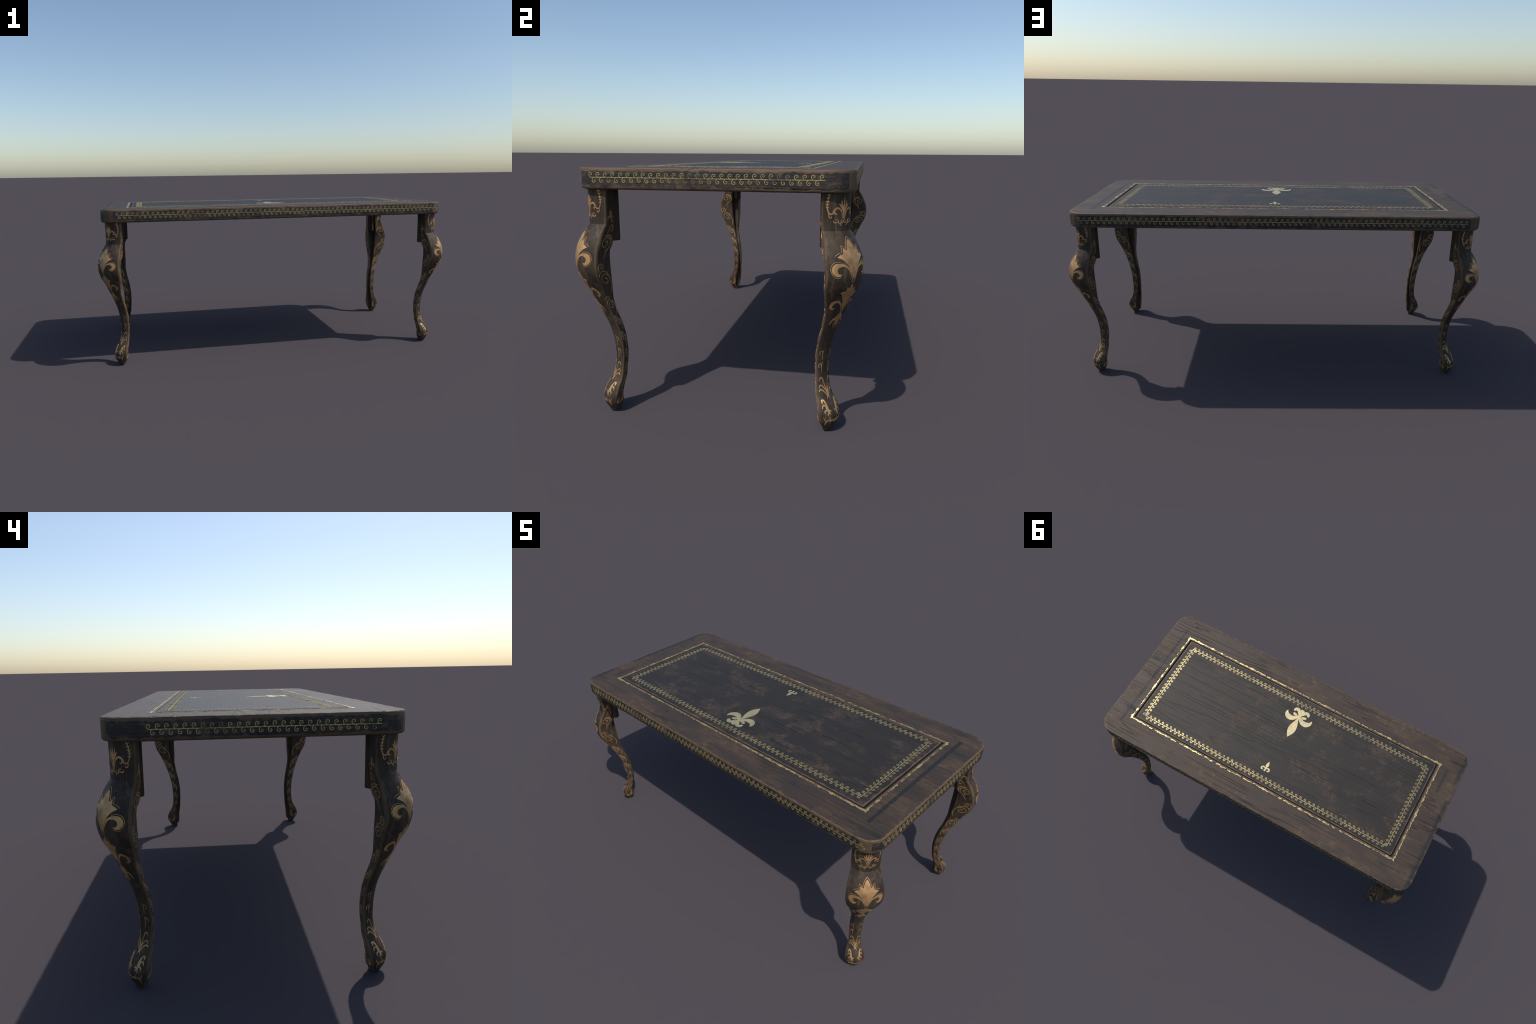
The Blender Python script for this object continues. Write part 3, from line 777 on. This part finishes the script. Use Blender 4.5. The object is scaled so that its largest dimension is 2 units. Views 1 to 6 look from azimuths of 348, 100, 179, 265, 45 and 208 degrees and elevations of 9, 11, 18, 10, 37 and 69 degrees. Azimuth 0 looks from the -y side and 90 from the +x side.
def spiral_unit(g, cs, cz, r, sw, turns=1.30, tail=True, top=True, arch=True, squash=1.0, lean=0.0):
    """one vine link: inward spiral with tail, an arch over it and a small curl on top"""
    T = lambda x, y: (cs+x*r*squash-lean*y*r, cz+y*r)
    sp = []
    N = 30
    for i in range(N+1):
        f = i/N
        a = f*turns*2*math.pi
        rr = 1.10*(1-f)**0.80+0.20
        sp.append(T(rr*math.cos(a), rr*math.sin(a)))
    pre = [T(-.05, -3.15), T(.40, -2.50), T(.85, -1.75), T(1.18, -0.95), T(1.30, -0.35)] if tail else [T(1.2, -0.5)]
    path = catmull(pre, 4)[:-1] + sp
    n = len(path)
    g.ribbon([(u, v, sw*(min(1.15, 0.35+i/(n*0.12)) if i < n-4 else 1.5)) for i, (u, v) in enumerate(path)])
    if arch:
        p = catmull([T(-1.25, 1.05), T(-.85, 1.58), T(-.15, 1.86), T(.60, 1.62), T(1.15, 1.05), T(1.36, .42)], 5)
        g.ribbon([(u, v, sw*(0.6+0.6*math.sin(math.pi*(i+2)/(len(p)+3)))) for i, (u, v) in enumerate(p)])
        p = catmull([T(1.00, 1.15), T(1.26, 1.20), T(1.42, 1.60)], 4)
        g.ribbon([(u, v, sw*(1-0.25*i)) if i < 3 else (u, v, sw*.35) for i, (u, v) in enumerate(p)])
    if top:
        p = catmull([T(-.70, 1.62), T(-.98, 2.25), T(-.78, 3.0), T(-.18, 3.32), T(.42, 3.02), T(.44, 2.45), T(.02, 2.22), T(-.30, 2.50), T(-.16, 2.82), T(.06, 2.72)], 5)
        g.ribbon([(u, v, sw*1.05) for u, v in p])

def build_side_gilding(q):
    g = Gilding(lay(make_side(q)), 0.0005, 0.0008)
    def at(t, z): return t*side_len(z)
    def P(l): return [(at(t, z), z, w) for t, z, w in l]
    # sprouting leaves at the head of the vine
    for l in ([(.62, .668, .0010), (.50, .682, .0034), (.46, .696, .0040), (.44, .712, .0010)],
              [(.48, .690, .0024), (.58, .702, .0028), (.64, .712, .0008)], [(.46, .690, .0024), (.32, .702, .0028), (.28, .711, .0008)],
              [(.47, .684, .0026), (.70, .692, .0030), (.80, .688, .0026), (.84, .680, .0008)],
              [(.50, .680, .0024), (.28, .692, .0044), (.10, .690, .0046), (.03, .680, .0020)],
              [(.56, .674, .0022), (.72, .676, .0028), (.78, .668, .0010)]):
        g.ribbon(catmull(P(l), 5))
    # S-shaped stem into the first big spiral
    g.ribbon(catmull(P([(.40, .634, .0012), (.42, .648, .0028), (.52, .660, .0030), (.70, .662, .0030), (.84, .652, .0026), (.80, .642, .0022), (.68, .644, .0020), (.66, .650, .0010)]), 6))
    g.ribbon(catmull(P([(.16, .634, .0010), (.30, .630, .0036), (.50, .631, .0032), (.74, .627, .0032), (.88, .612, .0032), (.92, .598, .0030), (.80, .585, .0030), (.66, .575, .0012)]), 6))
    g.ribbon(catmull(P([(.86, .600, .0012), (.93, .606, .0024), (1.0, .606, .0010)]), 4))
    spiral_unit(g, at(.40, .606), .606, .0165, .0033, top=False, arch=False, squash=1.15, lean=0.10)
    g.ribbon(catmull(P([(.60, .571, .0008), (.50, .580, .0026), (.56, .586, .0026), (.66, .580, .0022)]), 4))
    # chain of links shrinking down to the ankle: t, z, radius, stroke
    for t, z, r, sw, sq in ((.40, .484, .0172, .0031, 1.2), (.40, .388, .0112, .0026, 1.15), (.40, .3215, .0086, .0020, 1.0), (.42, .260, .0088, .0018, .95),
                            (.45, .198, .0074, .0014, .95), (.45, .147, .0070, .0012, .95), (.42, .099, .0076, .0013, 1.0)):
        spiral_unit(g, at(t, z), z, r, sw, squash=sq, lean=0.18 if z > .25 else (0.0 if z > .15 else -0.25))
    # leafy scroll hugging the bottom of the foot
    for l in ([(.66, .076, .0010), (.82, .073, .0034), (.90, .060, .0046), (.86, .046, .0050), (.66, .036, .0050), (.40, .0315, .0048), (.20, .033, .0060), (.06, .039, .0080), (.08, .050, .0040), (.20, .056, .0010)],
              [(.14, .040, .0050), (.28, .046, .0034), (.34, .054, .0010)], [(.84, .050, .0030), (.68, .052, .0030), (.60, .048, .0010)],
              [(.74, .041, .0030), (.58, .043, .0028), (.52, .040, .0010)], [(.86, .064, .0026), (.76, .066, .0022), (.74, .060, .0008)]):
        g.ribbon(catmull(P(l), 5))
    return g.mesh('vine_gilding')

leg_mesh, block_mesh, pad_mesh = build_leg(), build_block(), build_pad()
front_mesh, vine_a, vine_b = build_front_gilding(), build_side_gilding(True), build_side_gilding(False)
for k, (sx, sy) in enumerate(((1, 1), (-1, 1), (-1, -1), (1, -1))):
    leg = new_object('leg', leg_mesh, table, [M_LEG, M_RIDGE], 32 if k == 0 else None)
    leg.location = (sx*LA, sy*LB, 0)
    # the four legs are the same piece; ends swap roles every quarter turn
    leg.rotation_euler = (0, 0, math.radians(90*k))
    new_object('corner_block', block_mesh, leg, [M_LEG], 40 if k == 0 else None)
    new_object('foot_pad', pad_mesh, leg, [M_LEG], 40 if k == 0 else None)
    new_object('leaf_gilding', front_mesh, leg, [M_GILT_LEG])
    new_object('vine_gilding', vine_a, leg, [M_GILT_VINE])
    new_object('vine_gilding', vine_b, leg, [M_GILT_VINE])
